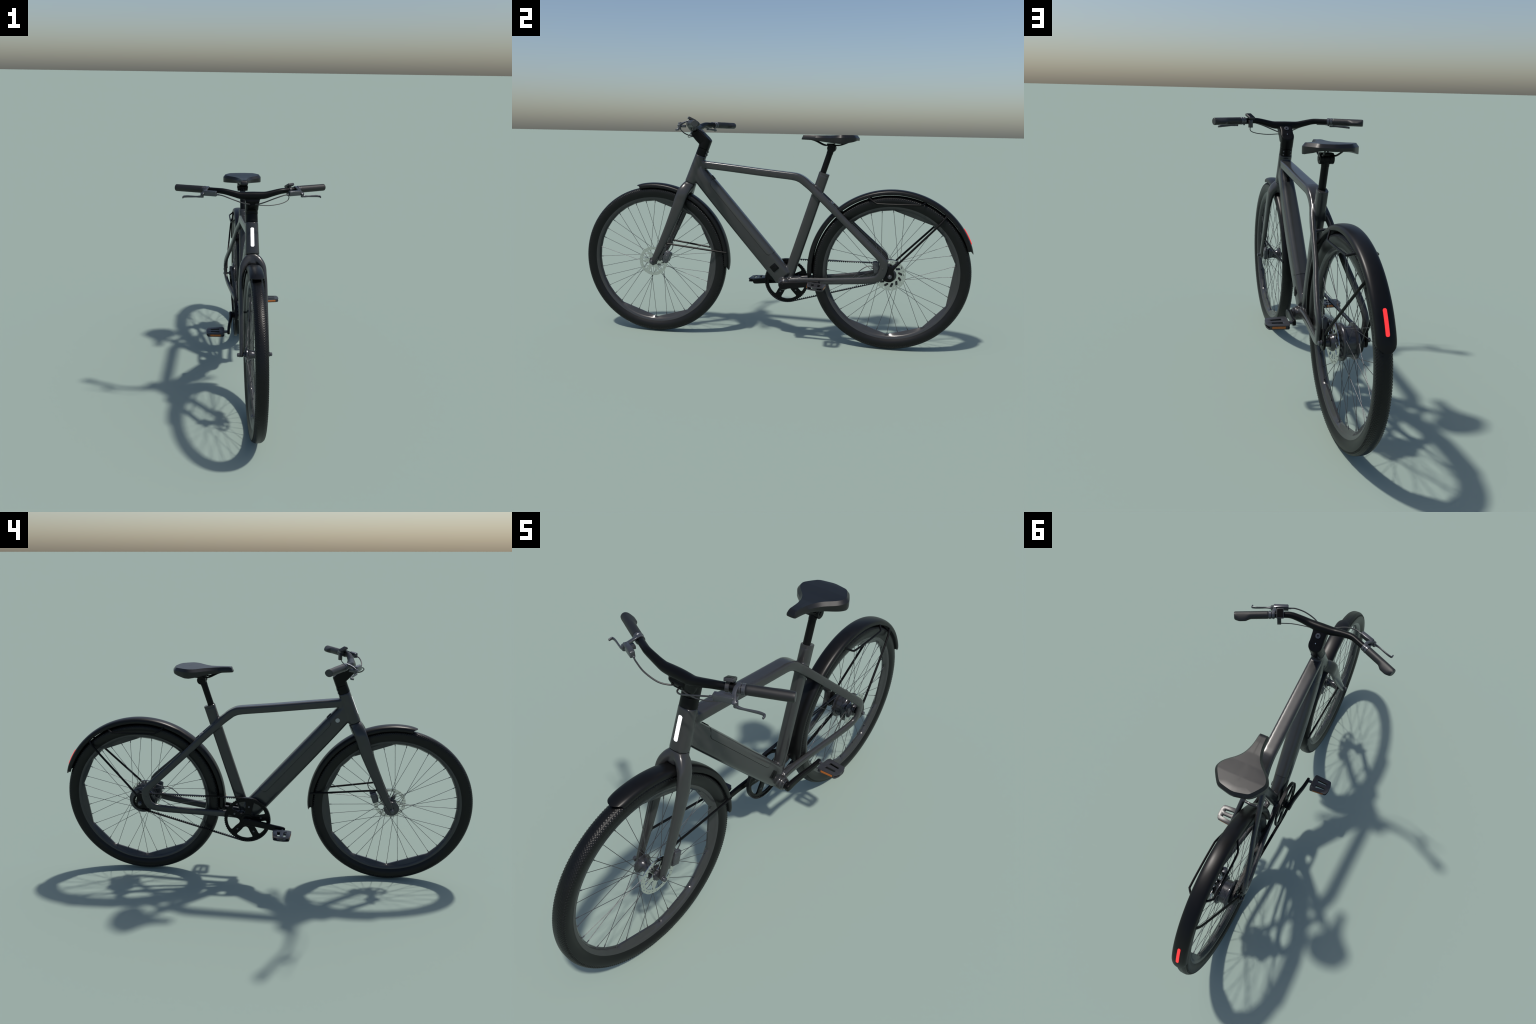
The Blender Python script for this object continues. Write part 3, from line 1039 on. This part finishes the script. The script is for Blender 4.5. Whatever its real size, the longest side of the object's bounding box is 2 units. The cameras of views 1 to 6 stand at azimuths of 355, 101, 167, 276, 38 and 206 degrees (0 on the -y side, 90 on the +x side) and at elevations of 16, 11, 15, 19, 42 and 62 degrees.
# ------------------------------------------------------------------ drivetrain
drive = empty("drivetrain", bike)
RX = -.0500                                   # belt plane
CR, SR = .1145, .0420                         # belt line radius on chainring and sprocket
bm = bmesh.new()
outl = []
NTH = 67
for k in range(NTH * 8):
    a = 2 * PI * k / (NTH * 8)
    outl.append(((.1125 + .0016 * max(-.6, math.cos(NTH * a))) * math.cos(a), (.1125 + .0016 * max(-.6, math.cos(NTH * a))) * math.sin(a)))
ols = [outl]
for k in range(5):
    a0 = 2 * PI * k / 5 + math.radians(-82)
    def pol(r, a): return (r * math.cos(a0 + a), r * math.sin(a0 + a))
    ols.append(round_poly([pol(.0965, -.455), pol(.0982, -.15), pol(.0982, .15), pol(.0965, .455), pol(.0640, .355), pol(.0430, .27), pol(.0360, 0), pol(.0430, -.27), pol(.0640, -.355)], .010))
    ols.append(circle(*pol(.0690, 2 * PI / 10), .0040, 14))
plate(bm, ols, .0070, lambda c: V((RX + c.z, BB.y + c.x, BB.z + c.y)), .0010)
lathe_x(bm, [(RX - .008, .020), (RX - .006, .030), (RX + .003, .034), (RX + .006, .030)], BB.y, BB.z, 48)
to_object("chainring", bm, M_BLACK, drive, 35)
for k in range(5):
    a = 2 * PI * (k + .5) / 5 - math.radians(82)
    bm = bmesh.new()
    p = V((0, BB.y + .0690 * math.cos(a), BB.z + .0690 * math.sin(a)))
    rod(bm, p + X * (RX - .0046), p + X * (RX + .0042), .0050, 16, .0008)
    rod(bm, p + X * (RX - .0056), p + X * (RX - .0040), .0026, 10, .0004)
    to_object("chainring_bolt", bm, M_LEVER, drive)
# rear sprocket
bm = bmesh.new()
NS2 = 24
outl = []
for k in range(NS2 * 8):
    a = 2 * PI * k / (NS2 * 8)
    r = .0392 + .0018 * max(-.6, math.cos(NS2 * a))
    outl.append((r * math.cos(a), r * math.sin(a)))
plate(bm, [outl, circle(0, 0, .0330, 40)], .0085, lambda c: V((RX + c.z, RA.y + c.x, RA.z + c.y)), .0006)
lathe_x(bm, [(RX - .005, 0), (RX - .005, .0215), (RX - .003, .0235), (RX + .002, .0240), (RX + .004, .0240)], RA.y, RA.z, 40)
for k in range(6):
    a = 2 * PI * k / 6
    d = V((0, math.cos(a), math.sin(a)))
    rod(bm, V((RX + .001, RA.y, RA.z)) + d * .020, V((RX + .001, RA.y, RA.z)) + d * .0345, .0030, 8)
to_object("sprocket", bm, M_BLACK, drive)
bm = bmesh.new()
lathe_x(bm, [(RX - .001, .0240), (RX - .001, .0325), (RX + .002, .0325), (RX + .002, .0240)], RA.y, RA.z, 40, close=False)
to_object("sprocket_pale_ring", bm, M_STEEL, drive)
# toothed belt
bm = bmesh.new()
c1, c2 = V((BB.y, BB.z)), V((RA.y, RA.z))
dv = c2 - c1
D = dv.length
base_a = math.atan2(dv.y, dv.x)
off_a = math.acos((CR - SR) / D)
path = []
a1, a2 = base_a + off_a, base_a - off_a
for t in np.linspace(a1, a2 + 2 * PI, 90):
    path.append(c1 + V((math.cos(t), math.sin(t))) * CR)
path2 = []
for t in np.linspace(a2, a1, 36):
    path2.append(c2 + V((math.cos(t), math.sin(t))) * SR)
pts = []
def line(p, q, n):
    return [p.lerp(q, k / n) for k in range(1, n)]
pts = path + line(path[-1], path2[0], 30) + path2 + line(path2[-1], path[0], 30)
n = len(pts)
hw = .0068
rings = []
for i in range(n):
    t = (pts[(i + 1) % n] - pts[i - 1]).normalized()
    nn = V((t.y, -t.x))
    ins = -nn if nn.dot(pts[i] - (c1 + c2) / 2) > 0 else nn
    nn = V((-t.y, t.x))                         # loop runs counter-clockwise: inside is on the left
    p = pts[i]
    o, q = p - nn * .0018, p + nn * .0010
    rings.append([bm.verts.new((RX - hw, o.x, o.y)), bm.verts.new((RX + hw, o.x, o.y)), bm.verts.new((RX + hw, q.x, q.y)), bm.verts.new((RX - hw, q.x, q.y))])
for i in range(n):
    bridge(bm, rings[i], rings[(i + 1) % n])
cum = [0]
for i in range(n):
    cum.append(cum[-1] + (pts[(i + 1) % n] - pts[i]).length)
nteeth = int(round(cum[-1] / .0108))
for k in range(nteeth):
    s = cum[-1] * k / nteeth
    i = max(j for j in range(n) if cum[j] <= s)
    f = (s - cum[i]) / max(1e-9, cum[i + 1] - cum[i])
    p = pts[i].lerp(pts[(i + 1) % n], f)
    t = (pts[(i + 1) % n] - pts[i]).normalized()
    nn = V((-t.y, t.x))
    m = p + nn * .0028
    box(bm, (RX, m.x, m.y), (X, V((0, t.x, t.y)), V((0, nn.x, nn.y))), (hw, .0029, .0026), .0012, 1)
to_object("belt", bm, M_BELT, drive, 40)

# cranks and pedals
ca = math.radians(8.5)
cd = V((0, math.cos(ca), math.sin(ca)))
cn = V((0, -math.sin(ca), math.cos(ca)))
for sx in (1, -1):
    d = cd * sx
    p0 = V((sx * .073, BB.y, BB.z))
    end = V((sx * .095, BB.y, BB.z)) + d * .1790
    bm = bmesh.new()
    q = lambda s, x: V((sx * x, BB.y, BB.z)) + d * s
    sweep(bm, [(*q(-.018, .0745), .0060, .0100), (*q(-.014, .0745), .0085, .0150), (*q(0, .0750), .0095, .0178), (*q(.04, .0770), .0088, .0166),
               (*q(.09, .0840), .0080, .0155), (*q(.13, .0905), .0074, .0145), (*q(.170, .0945), .0072, .0140), (*q(.186, .0950), .0070, .0120), (*q(.192, .0950), .0055, .0080)],
          hint=(1, 0, 0), expo=4.5, res=28)
    rod(bm, (sx * .045, BB.y, BB.z), (sx * .072, BB.y, BB.z), .0170, 32, .001)
    rod(bm, (sx * .080, BB.y, BB.z), (sx * .0850, BB.y, BB.z), .0105, 24, .0015)
    to_object("crank_arm", bm, M_BLACK, drive, 45)
    if sx > 0:
        bm = bmesh.new()
        lathe_x(bm, [(.0495, .0230), (.0500, .0245), (.0570, .0245), (.0575, .0225), (.0600, .0200)], BB.y, BB.z, 40)
        to_object("bearing_cup", bm, M_HUB, drive)
    # pedal
    ped = empty("pedal", bike)
    pc = V((sx * .1655, end.y, end.z))
    pt = math.radians(-4 if sx > 0 else 3)
    e1 = V((0, math.cos(pt), math.sin(pt)))
    e2 = V((0, -math.sin(pt), math.cos(pt)))
    ol = round_poly([(-.0475, -.0300), (-.0430, -.0430), (-.0380, -.0450), (.0370, -.0385), (.0420, -.0330), (.0470, -.0150), (.0470, .0150), (.0420, .0330), (.0370, .0385), (-.0380, .0450), (-.0430, .0430), (-.0475, .0300)], .005)
    h1 = round_poly([(-.022, -.0235), (.024, -.0190), (.024, -.0085), (-.022, -.0085)], .003)
    h2 = round_poly([(-.022, .0085), (.024, .0085), (.024, .0190), (-.022, .0235)], .003)
    bm = bmesh.new()
    for sg in (1, -1):
        plate(bm, [ol, h1, h2], .0045, lambda c, sg=sg: pc + X * (sx * c.x) + e1 * c.y + e2 * (c.z + sg * .0065), .0008)
    tp = math.atan2(.0065, .075)              # front and rear walls run in towards the tip
    for sg in (1, -1):
        wd = (X * sx * math.cos(tp) - e1 * (sg * math.sin(tp)))
        wn = (e1 * (sg * math.cos(tp)) + X * sx * math.sin(tp))
        box(bm, pc + e1 * (sg * .0378), (wd, wn, e2), (.0360, .0030, .0062), .0008)
    for xx in (-.0425, .0425):
        box(bm, pc + X * (sx * xx), (X, e1, e2), (.0030, .0110, .0062), .001)
    rod(bm, pc - X * (sx * .040), pc + X * (sx * .0465), .0068, 20)
    to_object("pedal_body", bm, M_PEDAL, ped)
    for sg in (1, -1):
        bm = bmesh.new()
        wd = (X * sx * math.cos(tp) - e1 * (sg * math.sin(tp)))
        wn = (e1 * (sg * math.cos(tp)) + X * sx * math.sin(tp))
        box(bm, pc + e1 * (sg * .0414), (wd, wn, e2), (.0270, .0014, .0046), .0006, 1)
        to_object("reflector", bm, M_ORANGE, ped)
    bm = bmesh.new()
    rod(bm, (sx * .0930, end.y, end.z), pc - X * (sx * .030), .0072, 18, .001)
    to_object("pedal_axle", bm, M_LEVER, ped)

# ------------------------------------------------------------------ brake calipers and hoses
def caliper(c, ang, name="brake_caliper"):
    bm = bmesh.new()
    t = V((0, math.cos(ang), math.sin(ang)))
    n = V((0, -math.sin(ang), math.cos(ang)))
    box(bm, c + X * .0115, (X, t, n), (.0090, .0290, .0155), .0035, 3)
    box(bm, c - X * .0130, (X, t, n), (.0085, .0240, .0145), .0035, 3)
    box(bm, c + n * .0125, (X, t, n), (.0180, .0120, .0045), .002, 2)
    rod(bm, c + X * .006, c + X * .0215, .0130, 24, .002)
    rod(bm, c - X * .008, c - X * .0225, .0120, 24, .002)
    for s in (1, -1):
        p = c + t * (s * .0290) + X * .010
        rod(bm, p - n * .009, p + n * .010, .0055, 16, .001)
        rod(bm, p + n * .010, p + n * .0135, .0040, 12, .001)
        box(bm, p - t * (s * .004), (X, t, n), (.0065, .0060, .0060), .0015)
    rod(bm, c + n * .012 + X * .006, c + n * .024 + X * .009, .0042, 14, .001)
    return to_object(name, bm, M_LEVER, bike, 40)
caliper(V((.0410, -.534, .4150)), math.radians(70))
caliper(V((.0430, .5450, .4230)), math.radians(100))
bm = bmesh.new()
box(bm, V((.0520, -.560, .4280)), (X, V((0, .40, .92)), V((0, -.92, .40))), (.006, .038, .007), .002)
to_object("caliper_mount", bm, M_FRAME, fork)
bm = bmesh.new()
wire(bm, [(.050, -.527, .440), (.050, -.508, .455), (.050, -.500, .480), (.052, -.508, .512), (.054, -.522, .530)], .0021)
to_object("brake_hose", bm, M_CABLE, fork)
bm = bmesh.new()
wire(bm, [(.050, .528, .428), (.053, .505, .428), (.056, .480, .415), (.058, .455, .392), (.058, .435, .368)], .0021)
to_object("brake_hose", bm, M_CABLE, bike)
# shock of cables leaving the bottom bracket
bm = bmesh.new()
wire(bm, [(.012, .120, .338), (.016, .150, .342), (.020, .180, .340)], .0022)
wire(bm, [(-.012, .120, .338), (-.016, .150, .340), (-.020, .180, .336)], .0022)
to_object("cable", bm, M_CABLE, frame)
bpy.context.view_layer.update()
